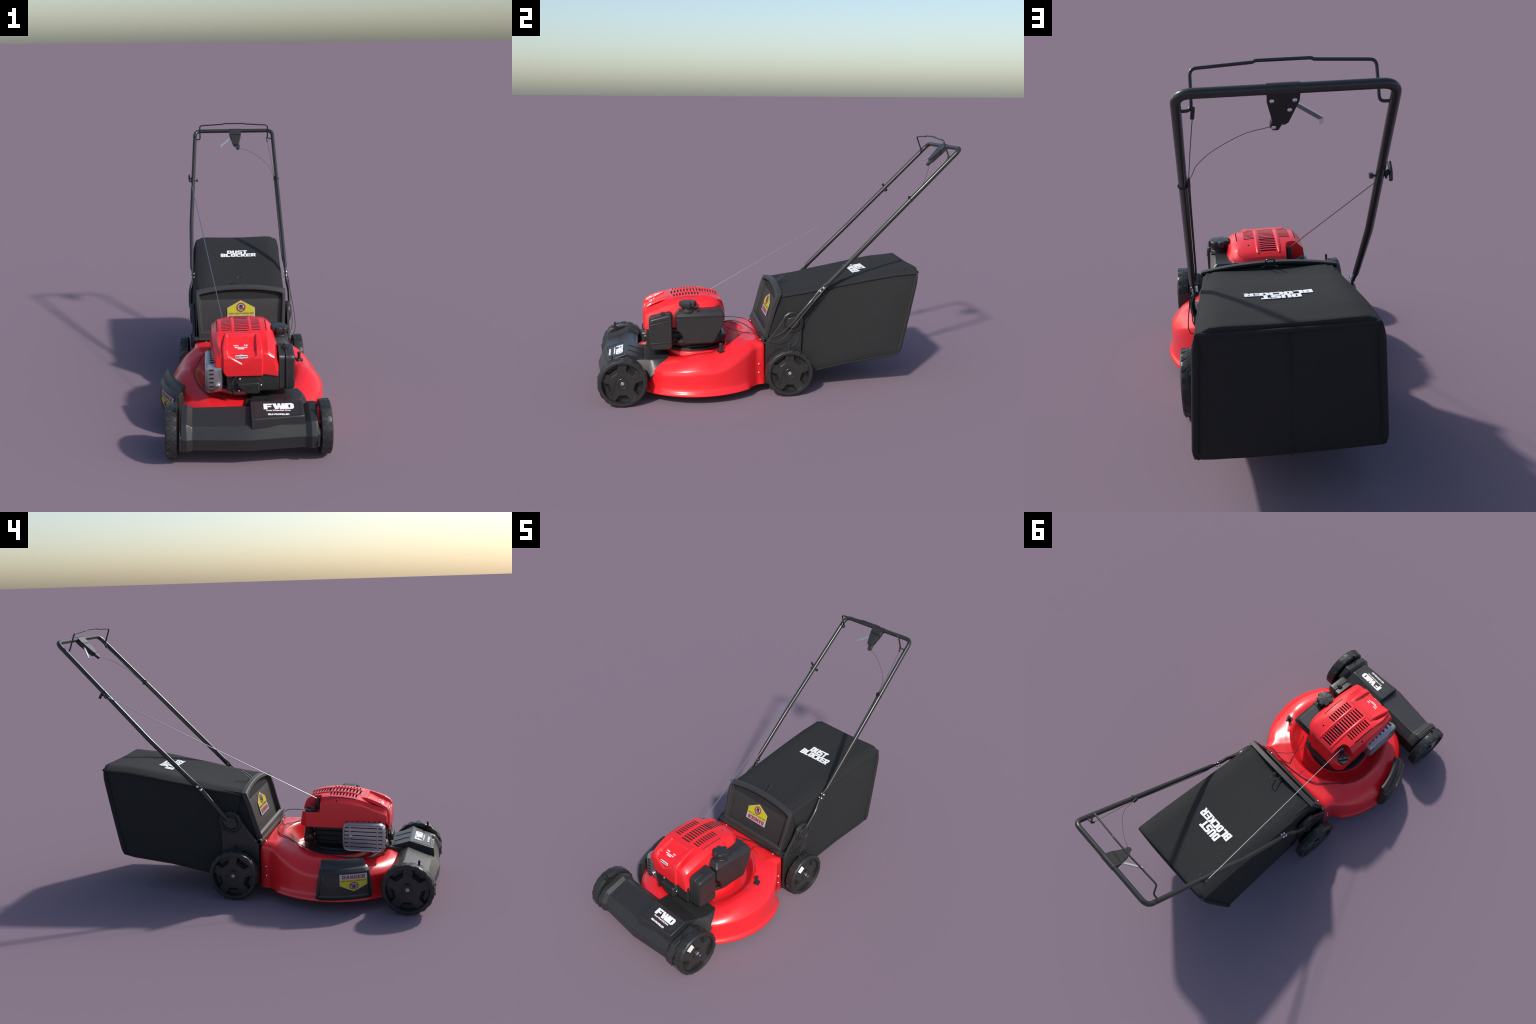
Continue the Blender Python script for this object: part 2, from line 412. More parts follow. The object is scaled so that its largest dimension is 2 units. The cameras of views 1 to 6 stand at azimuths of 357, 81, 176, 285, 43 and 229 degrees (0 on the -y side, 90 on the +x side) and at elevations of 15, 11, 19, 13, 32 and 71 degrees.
# ================================================================== wheels
def wheel_meshes():
    """wheel in local axes: outer face towards +x at x=0, axle along x"""
    n = 120
    prof = [(-.052, .098), (-.056, .104), (-.056, .118), (-.051, .1260), (-.042, .1282), (-.012, .1282), (-.004, .1255), (.000, .1205), (.0, .1085), (-.004, .1065), (-.012, .106), (-.03, .104)]
    tyre = loft([[(x, r * sin(2 * pi * i / n), r * cos(2 * pi * i / n)) for i in range(n)] for x, r in prof] , cap=False)
    V, F = tyre; m = len(prof)
    F = F + [((m - 1) * n + i, (m - 1) * n + (i + 1) % n, (i + 1) % n, i) for i in range(n)]
    # tread: zig-zag row of low lugs round the circumference
    T = []
    def lug(pts, r0, r1):
        q = []
        for r in (r0, r1):
            k = 1 if r == r0 else 0.86
            cx = sum(p[0] for p in pts) / len(pts); ca = sum(p[1] for p in pts) / len(pts)
            q.append([(cx + (x - cx) * k, r * sin(ca + (a - ca) * k), r * cos(ca + (a - ca) * k)) for x, a in pts])
        return loft(q)
    N = 18
    for i in range(N):
        a = 2 * pi * i / N; h = 2 * pi / N
        T.append(lug([(-.004, a - .30 * h), (-.004, a + .30 * h), (-.020, a + .12 * h), (-.025, a - .02 * h), (-.018, a - .2 * h)], .1250, .1297))
        b = a + h / 2
        T.append(lug([(-.052, b - .30 * h), (-.052, b + .30 * h), (-.036, b + .12 * h), (-.031, b - .02 * h), (-.038, b - .2 * h)], .1250, .1297))
        T.append(lug([(-.0285, a + .08 * h), (-.0225, a + .16 * h), (-.030, a + .36 * h), (-.036, a + .30 * h)], .1255, .1294))
        T.append(lug([(-.0275, a - .08 * h), (-.0335, a - .16 * h), (-.026, a - .36 * h), (-.020, a - .30 * h)], .1255, .1294))
    tyre = merge([(V, F)])
    tread = merge(T)
    # rim: recessed floor, star of five spokes, hub
    rim = []
    rim.append(disc((-.052, 0, 0), (1, 0, 0), .106, .106, .018, 60))          # floor
    star0, star1 = [], []
    for k in range(5):
        a = 2 * pi * k / 5
        for r, da in ((.0655, -.345), (.0760, -.262 - .02), (.1075, -.232), (.1075, 0), (.1075, .232), (.0760, .282), (.0655, .345)):
            star0.append((r, a + da, da, r))
    # (r, angle): faces at two depths; spoke tips slope inwards
    def ring(x_c, x_tip, grow):
        out = []
        for r, a, da, _ in star0:
            x = x_tip if r > .1 else x_c
            rr = r + (grow if r < .07 else grow * .6 if r < .1 else 0)
            aa = a + (0 if abs(da) < .1 or abs(da) > .3 else math.copysign(.07, da) * grow / .022)
            out.append((x, rr * sin(aa), rr * cos(aa)))
        return out
    rim.append(loft([ring(-.0345, -.0345, .022), ring(-.0045, -.018, 0)], cap=True))
    hubring = loft([[(x, r * sin(2 * pi * i / 40), r * cos(2 * pi * i / 40)) for i in range(40)] for x, r in
                    ((-.006, .031), (-.0015, .0285), (-.001, .026), (-.004, .0235), (-.012, .0215), (-.012, .0005))])
    rim.append(hubring)
    for k in range(5):                                                             # small notches on spoke ends
        a = 2 * pi * k / 5
        M = Matrix.Rotation(-a, 4, 'X')
        v, f = box(-.026, -.0145, -.0075, .0075, .0985, .1065)
        rim.append(([M @ Vector(p) for p in v], f))
    bolt = merge([disc((-.013, 0, 0), (1, 0, 0), .0165, .0155, .0025, 24), disc((-.011, 0, 0), (1, 0, 0), .0105, .0092, .006, 24)])
    return tyre, tread, rim, bolt
tyre, tread, rimparts, bolt = wheel_meshes()
shared = {}
def wheel(x, y, z, side, spin):
    w = empty("wheel", mower)
    w.location = (x, y, z); w.rotation_euler = (spin if side > 0 else -spin, 0, 0 if side > 0 else pi)
    for nm, vf, mt, bev in (("tyre", tyre, RUBBER, 0), ("tyre_tread", tread, RUBBER, 0.0006), ("rim", merge(rimparts), RIM_BLACK, 0.0016), ("wheel_bolt", bolt, BOLT, .0012)):
        if nm not in shared:
            o = build(nm, vf, mt, w, smooth=35, bevel=bev, seg=2)
            if nm == "tyre_tread": o["kind"] = "stuff"
            shared[nm] = o
        else:
            s = shared[nm]; o = s.copy(); bpy.context.scene.collection.objects.link(o); o.parent = w; ALL.append(o)
for s in (1, -1):
    wheel(X0 + s * 0.386, -0.858, 0.130, s, 0.0)
    wheel(X0 + s * 0.350, 0.037, 0.130, s, 0.0)
for s in (1, -1):
    build("axle", disc((X0 + s * 0.345, -0.858, 0.13), (-s, 0, 0), .012, .012, .12, 16), BLACK, mower)
    build("axle", disc((X0 + s * 0.31, 0.037, 0.13), (-s, 0, 0), .012, .012, .08, 16), BLACK, mower)

# ================================================================== front axle cover
def cover_ring(x, grow, front, ends=0.0):
    p = [(-0.775, 0.075), (-0.775 + .006 * grow, 0.198 + .014 * grow), (-0.800, 0.216 + 0.016 * grow), (-0.828, 0.2285 + 0.018 * grow),
         (-0.950 - .004 * grow, 0.187 + 0.016 * grow), (front - .004 * grow, 0.137 + 0.006 * grow), (front + 0.006, 0.080), (front + .02, .075)]
    return [(x, y, z) for y, z in p]
XL, XR = X0 - 0.316, X0 + 0.316
fy = lambda x: -0.996 + 0.022 * min(1, abs(x - X0) / 0.26)
secs = [cover_ring(XL, 0.80, -0.980), cover_ring(XL + .004, 1.0, -0.985), cover_ring(XL + 0.030, 1.0, -0.988), cover_ring(XL + 0.054, 0.0, fy(XL + .054)),
        cover_ring(X0 - .05, 0, fy(X0 - .05)), cover_ring(X0, 0, fy(X0)), cover_ring(X0 + .05, 0, fy(X0 + .05)),
        cover_ring(XR - 0.054, 0.0, fy(XR - .054)), cover_ring(XR - 0.030, 1.0, -0.988), cover_ring(XR - .004, 1.0, -0.985), cover_ring(XR, 0.80, -0.980)]
cover = build("front_axle_cover", loft(secs), BLACK, mower, smooth=12, bevel=0.003)
# end plates that hold the wheels
for s in (-1, 1):
    build("height_bracket", merge([prism([(-.99, .09), (-.78, .09), (-.775, .20), (-.83, .245), (-.94, .20), (-.985, .15)], 'x', X0 + s * .312, X0 + s * .322)]), BLACK, cover, bevel=0.002)
    # height adjusting knob
    build("height_lever", merge([box(X0 + s * .333 - .004, X0 + s * .333 + .004, -.914, -.904, .19, .262), box(X0 + s * .333 - .003, X0 + s * .333 + .003, -.925, -.893, .235, .245), disc((X0 + s * .333, -.909, .258), (0, 0, 1), .006, .005, .012, 12)]), DARK, cover)

# transmission hump with lettering
def quad_loft(sections): return loft(sections)
bl, br = 0.019, 0.266
hump_secs = []
for x, f in ((bl + (br - bl) * i / 10, i / 10) for i in range(11)):
    fr = -0.964 + 0.027 * f
    hump_secs.append([(x, y, z) for y, z in ((fr, .165), (fr, .192), (fr + .003, .2215), (-.836, .2545), (-.742, .2225), (-.742, .165))])
hump = build("transmission_cover", loft(hump_secs), BLACK, cover, smooth=12, bevel=0.003)
# inset frame on the sloping face
hu, hv = Vector((1, 0.0, 0)), Vector((0, .118, .0315)).normalized(); hn = hu.cross(hv)
def hump_pt(x, y):
    yf = -.961 + .027 * (x - bl) / (br - bl)
    return Vector((x, y, .2215 + (y - yf) * .033 / (-.836 - yf)))
def strip(a, b, w, h, lift):
    a, b = Vector(a), Vector(b); d = (b - a).normalized(); s = d.cross(hn) * w / 2
    q = [a - s, b - s, b + s, a + s]
    return loft([[p + hn * (lift - h) for p in q], [p + hn * lift for p in q]])
fr = lambda x: -0.950 + 0.024 * (x - bl) / (br - bl)
rim_strips = [strip(hump_pt(.034, fr(.034) + .004), hump_pt(.251, fr(.251) + .004), .0035, .003, .0010), strip(hump_pt(.035, fr(.034) + .006), hump_pt(.035, -.850), .0030, .003, .0012), strip(hump_pt(.250, fr(.25) + .006), hump_pt(.250, -.850), .0030, .003, .0012)]
build("label_frame", merge(rim_strips), DARK, hump, smooth=0)
for k in (0.10, 0.19):  # ribs running down the rear slope
    a, b = Vector((k, -.826, .2520)), Vector((k, -.748, .2255)); d = Vector((0, -.31, .95)).normalized() * -1
    build("cover_rib", prism([(-.826, .2505), (-.748, .2235), (-.748, .2265), (-.826, .2535)], 'x', k - .0015, k + .0015), DARK, hump, smooth=0)
# rear apron that runs under the engine and drapes over the deck
ap = []
for y, xl, xr, z, xo, zo in ((-.800, -.002, .262, .222, .312, .09), (-.742, -.002, .270, .2215, .318, .10), (-.715, .002, .282, .2210, .320, .13), (-.69, .006, .286, .2205, .318, .155), (-.655, .03, .282, .2200, .298, .196), (-.615, .10, .270, .2185, .272, .210)):
    ap.append([(xl - .004, y, .15), (xl, y, z - .003), (xl + .003, y, z), (xr - .006, y, z), (xr, y, z - .004), (xo, y, zo), (xo - .02, y, zo - .02)])
build("rear_apron", loft(ap), BLACK, cover, smooth=30)
fx = .150
def hump_warp(xc, yc): return lambda a, b: (hump_pt(xc + a, yc + b * hv.y), hn)
def on_hump(vf, xc, yc): return place(vf, (0, 0, 0), (1, 0, 0), (0, 1, 0), .0011, warp=hump_warp(xc, yc))
build("drive_lettering", on_hump(block_text("FWD", 0.142, 0.0385, 0.06, wide={'W': 1.25}, thick=.0005), fx, -.8735), WHITE, hump, smooth=0)
build("drive_print", merge([on_hump(font_text("Front Wheel Belt Drive", .0125, .0004, .112, .0004), fx - .003, -.9005),
                            on_hump(font_text("SELF-PROPELLED", .0135, .0007, .100, .0004), fx - .004, -.9265)]), WHITE, hump, smooth=0)
build("drive_underline", on_hump(flat_poly([(-.055, -.0006), (.055, -.0006), (.055, .0006), (-.055, .0006)], .0004), fx - .003, -.9085), LABEL_RED, hump, smooth=0)

# ================================================================== engine
engine = empty("engine", mower)
# base plate and crankcase
build("engine_base", merge([disc((.002, -.452, .222), (0, 0, 1), .174, .170, .016, 64), disc((.002, -.46, .236), (0, 0, 1), .150, .145, .012, 48)]), DARK, engine, bevel=.003)
build("engine_mount", disc((.002, -.450, .198), (0, 0, 1), .190, .182, .025, 64), RED, deck, bevel=.005, seg=3)
build("crankcase", merge([prism([(-.70, .245), (-.35, .245), (-.345, .30), (-.345, .365), (-.70, .365)], 'x', -.072, .13)]), BLACK, engine, bevel=.006)
fins = []
for k in range(4):
    z = .262 + k * .027
    fins.append(prism(rounded(-.086, .14, -.705, -.345, .02, 3), 'z', z, z + .006))
build("cooling_fin", merge(fins), DARK, engine, bevel=.0015)
build("engine_block", prism([(-.728, .262), (-.60, .255), (-.60, .36), (-.728, .36)], 'x', -.088, .163), BLACK, engine, bevel=.004)
# valve cover
vc = [(-.044, .318), (-.026, .338), (.055, .338), (.082, .312), (.092, .291), (.072, .262), (-.018, .262), (-.044, .300)]
build("valve_gasket", prism(vc, 'y', -.7275, -.7335), BLACK, engine, bevel=.0015)
vp = [(-.040, .3085), (.066, .3135), (.071, .305), (.071, .258), (.060, .252), (.010, .256), (-.014, .272), (-.040, .296)]
vcov = build("valve_cover", prism(vp, 'y', -.730, -.752, scale=.93), BLACK, engine, bevel=.004, seg=3)
for x, z in ((-.026, .326), (.0765, .2915), (-.030, .2655)):
    build("valve_bolt", dome((x, -.7335, z), (0, -1, 0), .0058, .0045, 14), STEEL, vcov)
build("valve_lettering", place(font_text("OHV", .022, .0005, .042, .0008), (.016, -.752, .287), (1, 0, 0), (0, 0, 1), .0004), BLACK, vcov, smooth=0)
build("spark_lead", tube(spline([(-.055, -.735, .262), (-.062, -.745, .30), (-.058, -.742, .325), (-.035, -.735, .345)], 6), .0035, 8), CABLE, engine)
build("spark_boot", tube([(-.053, -.742, .252), (-.058, -.744, .275)], .006, 10), DARK, engine)

# ---- shroud: sections in x-z lofted front to back
top_z = [(-.734, .425), (-.730, .452), (-.722, .463), (-.706, .474), (-.68, .4850), (-.64, .4995), (-.60, .5115), (-.56, .5205), (-.50, .5270), (-.44, .5275), (-.39, .522), (-.35, .5125), (-.322, .503), (-.306, .488), (-.296, .462), (-.288, .43), (-.285, .41)]
def shroud_section(y):
    zt = lerp_table(top_z, y)
    # half widths to the left and right of the centre plane
    L = lerp_table([(-.734, .126), (-.72, .131), (-.66, .142), (-.55, .150), (-.42, .150), (-.34, .153), (-.318, .152), (-.306, .145), (-.296, .135), (-.285, .122)], y)
    R = lerp_table([(-.734, .168), (-.70, .176), (-.60, .178), (-.42, .176), (-.36, .172), (-.335, .160), (-.31, .130), (-.296, .100), (-.285, .070)], y)
    zbL = lerp_table([(-.742, .392), (-.56, .392), (-.50, .364), (-.285, .366)], y)
    zbR = lerp_table([(-.742, .337), (-.70, .337), (-.66, .36), (-.285, .366)], y)
    drop = lerp_table([(-.742, .020), (-.70, .034), (-.62, .030), (-.50, .032), (-.36, .034), (-.285, .02)], y)
    dip = .022 * smoothstep(-.731, -.715, y) * (1 - smoothstep(-.640, -.606, y))   # hollow under the shield of the front panel
    pts = [(-L - .003, zbL), (-L - .004, max(zbL + .01, zt - drop - .055)), (-L + .003, max(zbL + .012, zt - drop)), (-L + .018, max(zbL + .014, zt - drop * .62)), (-.118 if L > .14 else -L + .026, max(zbL + .016, zt - .006)),
           (-min(.100, L - .03), max(zbL + .017, zt - .003 - dip * .4)), (-.052, zt - dip), (0, zt + .0015 - dip), (.052, zt - dip), (min(.100, R - .03), max(zbR + .017, zt - .003 - dip * .4)), (.122 if R > .145 else R - .024, max(zbR + .016, zt - .006)),
           (R - .034, max(zbR + .014, zt - .016)), (R - .018, max(zbR + .012, zt - drop)), (R, max(zbR + .01, zt - drop - .055)), (R, zbR)]
    return [(XE + x, y, z) for x, z in pts]
ys = [-.734, -.730, -.726, -.720, -.708, -.69, -.66, -.63, -.60, -.56, -.50, -.44, -.40, -.37, -.35, -.33, -.318, -.306, -.296, -.288, -.285]
sv = loft([shroud_section(y) for y in ys])
shroud = mesh_obj("engine_shroud", *sv)
shroud.data.materials.append(RED_PLASTIC); shroud.data.materials.append(VENT)
bpy.context.scene.collection.objects.link(shroud)
# cutters: louvre slots, long slots, screw holes, recoil starter bay
cut = []
def slot(xa, xb, y, wy, zlow, zhigh=.60): cut.append(box(xa, xb, y - wy / 2, y + wy / 2, zlow, zhigh))
ymid = [-.578 + .0168 * i for i in range(16)]
yy = -.580
mids = []
while yy < -.318:
    mids.append(yy); yy += .0178 if yy < -.425 else .0148
for i, y in enumerate(mids):
    slot(XE - .034, XE + .031, y, .0085 if abs(y + .42) > .01 else .0125, lerp_table(top_z, y) - .010)
for i in range(9):
    y = -.569 + .0165 * i
    slot(XE + .050, XE + .093, y, .0078, lerp_table(top_z, y) - .013)
    slot(XE - .098, XE - .055, y, .0078, lerp_table(top_z, y) - .013)
for s, x in ((1, XE + .1235), (-1, XE - .1195)):
    for (y0, y1) in ((-.57, -.525), (-.525, -.48), (-.48, -.434)):
        z = lerp_table(top_z, (y0 + y1) / 2) - .020
        cut.append(box(x - .002, x + .002, y0, y1 + .0004, z, .6))
cut.append(disc((XE + .077, -.378, .500), (0, 0, 1), .0045, .0045, .05, 14))
cut.append(disc((XE - .137, -.475, .492), (0, 0, 1), .0045, .0045, .05, 14))
bay = [(-.098, -.390), (-.122, -.396), (-.150, -.392), (-.20, -.385), (-.20, -.25), (-.082, -.25), (-.082, -.345), (-.088, -.380)]
cutter = mesh_obj("cutter", *merge(cut)); cutter.data.materials.append(RED_PLASTIC); cutter.data.materials.append(VENT)
for p in cutter.data.polygons: p.material_index = 1
bpy.context.scene.collection.objects.link(cutter)
bayc = mesh_obj("cutter_bay", *prism(bay, 'z', .443, .60)); bayc.data.materials.append(RED_PLASTIC)
bpy.context.scene.collection.objects.link(bayc)
for c in (cutter, bayc):
    md = shroud.modifiers.new("cut", 'BOOLEAN'); md.operation = 'DIFFERENCE'; md.object = c; md.solver = 'EXACT'
    if c is cutter: md.use_self = True
bpy.context.view_layer.update()
dg = bpy.context.evaluated_depsgraph_get()
me = bpy.data.meshes.new_from_object(shroud.evaluated_get(dg))
shroud.modifiers.clear(); shroud.data = me; me.name = "engine_shroud"
bpy.data.objects.remove(cutter); bpy.data.objects.remove(bayc)
finish(shroud, None, engine, smooth=24)
# raised ribs framing the centre louvre strip
for s in (-1, 1):
    P = [(XE + s * .0415 + (0.0 if s > 0 else -.003), y, lerp_table(top_z, y) + .0005) for y in (-.592, -.58, -.55, -.50, -.45, -.40, -.36, -.33, -.318)]
    build("shroud_rib", tube(spline(P, 4), lambda f: .0075 * min(1, .35 + 4 * f, .5 + 4 * (1 - f)), 12, flat=lambda f: (1.0, .62)), RED_PLASTIC, shroud)
# raised front panel with pointed shield recess
FP = [(-.7390, .343), (-.7415, .40), (-.7405, .432), (-.7355, .452), (-.7250, .468), (-.70, .4835), (-.66, .4985), (-.62, .5105), (-.595, .5160)]
def panel_pt(t):    # position and outward normal along the front panel profile
    L = [0]
    for a, b in zip(FP, FP[1:]): L.append(L[-1] + math.dist(a, b))
    t = max(0, min(L[-1] - 1e-5, t))
    for i in range(len(FP) - 1):
        if t <= L[i + 1]:
            f = (t - L[i]) / (L[i + 1] - L[i]); a, b = FP[i], FP[i + 1]
            p = Vector((0, a[0] + (b[0] - a[0]) * f, a[1] + (b[1] - a[1]) * f))
            def tan(k): k = max(0, min(len(FP) - 2, k)); return Vector((0, FP[k + 1][0] - FP[k][0], FP[k + 1][1] - FP[k][1])).normalized()
            tg = (tan(i) + (tan(i + 1) - tan(i)) * max(0, f - .5) + (tan(i - 1) - tan(i)) * max(0, .5 - f)).normalized()
            return p, Vector((0, -tg.z, tg.y)), L[-1]
TP = panel_pt(0)[2]
def front_panel(u, t, h):
    p, n, _ = panel_pt(t); n = n if n.y < 0 or n.z > 0 else -n
    return Vector((XE + u, 0, 0)) + p + n * h
def shield_depth(t): return .0065 + .009 * smoothstep(.10, .145, t) - .006 * smoothstep(.18, .24, t)
def panel_height(u, t):
    """shield-shaped recess inside the raised panel"""
    half = lambda tt: .0655 + .004 * (tt / TP)
    lo = .062 + .032 * max(0, 1 - 0) * 0
    edge_b = .061 + .041 * abs(u) / .066            # pointed lower border
    edge_t = TP - .030 + .10 * abs(u) * abs(u) / .066 * .6
    d = min(half(t) - abs(u), t - edge_b, edge_t - t)
    return -shield_depth(t) * smoothstep(-.003, .004, d)
V, F = [], []
NU, NT = 72, 90
HW = lambda t: .100 - .012 * smoothstep(.14, .26, t)
for i in range(NT + 1):
    for j in range(NU + 1):
        t0 = max(0, -.078 - HW(0) * (2 * j / NU - 1)) * 1.5
        t = t0 + (TP - t0) * i / NT
        u = HW(t) * (2 * j / NU - 1)
        ed = HW(t) - abs(u)
        h = .0015 + panel_height(u + .003, t) * 1.0 - .012 * (1 - smoothstep(0, .008, ed)) - .004 * smoothstep(TP - .03, TP, t)
        p = front_panel(u, t, h)
        V.append(p)
for i in range(NT):
    for j in range(NU):
        a = i * (NU + 1) + j; F.append((a, a + 1, a + NU + 2, a + NU + 1))
fpan = finish(mesh_obj("front_panel", V, F, recalc=False), RED_PLASTIC, shroud, smooth=60)
md = fpan.modifiers.new("thick", 'SOLIDIFY'); md.thickness = .010; md.offset = -1
# engine print
def panel_warp(tc, uc=-.003):
    return lambda a, b: (front_panel(uc + a, tc + b, .0015 - shield_depth(tc + b)), panel_pt(tc + b)[1])
for s, size, w, uc, tc, bold in (("163cc", .0125, .024, -.031, .174, .0005), ("7.25", .0125, .018, .017, .174, .0005), ("VERTICAL STORAGE", .009, .062, -.007, .159, .0005), ("SYSTEM", .009, .031, -.007, .150, .0005)):
    build("engine_print", place(font_text(s, size, bold, w, .0003), (0, 0, 0), (1, 0, 0), (0, 1, 0), .0009, warp=panel_warp(tc, uc)), WHITE, fpan, smooth=0)
badge = build("badge", place(flat_poly(rounded(-.0285, .0285, -.0075, .0075, .0015, 2), .0016), (0, 0, 0), (1, 0, 0), (0, 1, 0), .001, warp=panel_warp(.099, -.006)), WHITE, fpan, smooth=0)
build("badge_diamond", place(merge([flat_poly([(-.010, .0076), (.010, .0076), (0, .0135)], .0012), flat_poly([(-.010, -.0076), (.010, -.0076), (0, -.0135)], .0012)]), (0, 0, 0), (1, 0, 0), (0, 1, 0), .001, warp=panel_warp(.099, -.006)), STEEL, badge, smooth=0)
build("badge_print", place(font_text("BRIGGS & STRATTON", .0085, .0004, .052, .0002), (0, 0, 0), (1, 0, 0), (0, 1, 0), .0030, warp=panel_warp(.0987, -.006)), LABEL_BLACK, badge, smooth=0)

# recoil starter corner: rope outlet post and oil filler cap
build("rope_outlet", prism(rounded(-.012, .012, -.013, .013, .004, 3), 'z', .42, .500, scale=.8), BLACK, engine, bevel=.002)
ALL[-1].location = (-.099, -.366, 0)
cap = build("oil_cap", merge([disc((0, 0, .405), (0, 0, 1), .020, .020, .04, 28), disc((0, 0, .446), (0, 0, 1), .030, .030, .010, 32), prism(rounded(-.027, .027, -.007, .007, .004, 3), 'z', .454, .466)]), BLACK, engine, bevel=.002)
cap.location = (-.138, -.340, 0); cap.rotation_euler = (0, 0, radians(60))
build("oil_tube", tube(spline([(-.080, -.312, .262), (-.082, -.313, .285), (-.088, -.318, .33), (-.10, -.325, .40)], 5), .0235, 16), BLACK, engine)
ring = fillet([(.15, -.56, .272), (.142, -.37, .272), (.100, -.302, .275), (-.07, -.303, .275), (-.108, -.33, .285), (-.108, -.345, .30)], .04, 8)
build("intake_tube", tube(ring, .022, 16), BLACK, engine)

# fuel tank
tank_side = [(-.566, .430), (-.309, .430), (-.309, .395), (-.316, .372), (-.352, .300), (-.366, .281), (-.516, .279), (-.525, .290), (-.534, .325), (-.548, .345), (-.566, .357)]
tank = build("fuel_tank", prism(tank_side, 'x', .09, .226), BLACK, engine, bevel=.006, seg=3)
lid = []
for g, z in ((-.002, .425), (.005, .4255), (.006, .436), (-.012, .461), (-.018, .4655)):
    lid.append([(x, y, z) for x, y in rounded(.085, .2225 + g, -.567 - g * .9, -.307 + g * .6, .012, 3)])
build("tank_lid", loft(lid), BLACK, tank, smooth=30, bevel=.002)
neck = merge([disc((.185, -.501, .455), (0, 0, 1), .040, .037, .016, 32), disc((.185, -.501, .468), (0, 0, 1), .033, .033, .022, 32)])
build("filler_neck", neck, BLACK, tank, bevel=.002)
capsec = []
for k, z in ((.94, .484), (1.0, .487), (1.0, .505), (.93, .511), (.25, .5135)):
    ring = []
    for i in range(7):
        for da, r in ((-.20, .0475), (.20, .0475), (.35, .0390), (.545, .0390)):
            t = 2 * pi * i / 7 + da; ring.append((r * k * cos(t), r * k * sin(t), z))
    capsec.append(ring)
fc = build("fuel_cap", loft(capsec), BLACK, tank, smooth=25, bevel=.0015); fc.location = (.185, -.501, 0)
build("lid_step", box(.130, .222, -.452, -.445, .462, .4685), BLACK, tank, bevel=.002)

# air filter box
def round_poly(P, r, n=5):
    out = []
    for i, b in enumerate(P):
        a, c = Vector((*P[i - 1], 0)), Vector((*P[(i + 1) % len(P)], 0)); b = Vector((*b, 0))
        p, q = b + (a - b).normalized() * r, b + (c - b).normalized() * r
        for j in range(n + 1):
            t = j / n; v = (1 - t) ** 2 * p + 2 * t * (1 - t) * b + t * t * q; out.append((v.x, v.y))
    return out
af = round_poly([(-.713, .249), (-.587, .252), (-.587, .458), (-.713, .431)], .022)
airbox = build("air_filter_housing", prism(af, 'x', .165, .199, shift=(.004, 0), scale=.95), BLACK, engine, bevel=.003, seg=2)
afc = [(y, z) for y, z in af]
lidsec = []
for g, x in ((.96, .1975), (1.0, .1985), (1.0, .204), (.965, .2055), (.965, .228), (.93, .238), (.88, .2415)):
    cy, cz = -.650, .350
    lidsec.append([(x, cy + (y - cy) * g, cz + (z - cz) * g) for y, z in af])
afl = build("air_filter_cover", loft(lidsec), BLACK, airbox, smooth=30, bevel=.004, seg=3)
for z0, z1 in ((.398, .41), (.295, .295)):
    P = [(.2412, -.704, z0), (.2425, -.698, z0 + .0005), (.2425, -.603, z1 + .004), (.2412, -.594, z1 + .004)]
    build("filter_rib", tube(P, .0028, 8), BLACK, afl)
for z0 in (.425, .275):
    build("filter_groove", tube([(.2405, -.690, z0 - .004), (.2412, -.660, z0), (.2405, -.625, z0 + .003)], .0022, 8), DARK, afl)
build("filter_latch", merge([box(.190, .212, -.650, -.628, .442, .456), box(.196, .208, -.645, -.633, .452, .460)]), BLACK, airbox, bevel=.0015)

# muffler with slotted guard
muf = build("muffler", prism(rounded(-.712, -.525, .262, .385, .03, 5), 'x', -.105, -.155), MUFFLER, engine, bevel=.01, seg=3)
g_out = rounded(-.728, -.508, .246, .402, .034, 6)
gin = lambda d: rounded(-.728 + d, -.508 - d, .246 + d, .402 - d, .034 - d * .6, 6)
secs = [[(x, y, z) for y, z in gin(d)] for x, d in ((-.112, .003), (-.172, .0), (-.186, .004), (-.191, .009), (-.190, .013), (-.184, .0135), (-.170, .006), (-.112, .006))]
V, F = loft(secs, cap=False)
m = len(secs[0])
F = F + [((len(secs) - 1) * m + i, (len(secs) - 1) * m + (i + 1) % m, (i + 1) % m, i) for i in range(m)]
guard = build("muffler_guard", (V, F), GUARD, muf, smooth=40)
sl = []
for k in range(7):
    z = .262 + k * .0205
    sl.append(box(-.182, -.176, -.719, -.517, z - .0082, z + .0082))
sl += [box(-.1845, -.175, -.553, -.545, .252, .396), box(-.1845, -.175, -.694, -.686, .252, .396)]
build("guard_slat", merge(sl), GUARD, guard, bevel=.0012)
fsl = []
for k in range(6):    # slots on the forward end of the guard
    z = .268 + k * .021
    fsl.append(box(-.172, -.150, -.7300, -.722, z - .0035, z + .0035))
build("guard_slot", merge(fsl), DARK, guard, smooth=0)
tsl = []
for k in range(7):
    y = -.70 + k * .028
    tsl.append(box(-.168, -.128, y - .004, y + .004, .394, .4035))
build("guard_slot", merge(tsl), DARK, guard, smooth=0)
build("guard_dimple", dome((-.181, -.553, .325), (-1, 0, 0), .012, .005, 18), GUARD, guard)
build("exhaust_bolt", merge([disc((-.131, -.726, .292), (0, -1, 0), .014, .0135, .006, 20), dome((-.131, -.732, .292), (0, -1, 0), .0125, .004, 20)]), STEEL, guard)
build("muffler_bracket", box(-.150, -.09, -.71, -.56, .385, .40), STEEL, muf, bevel=.003)

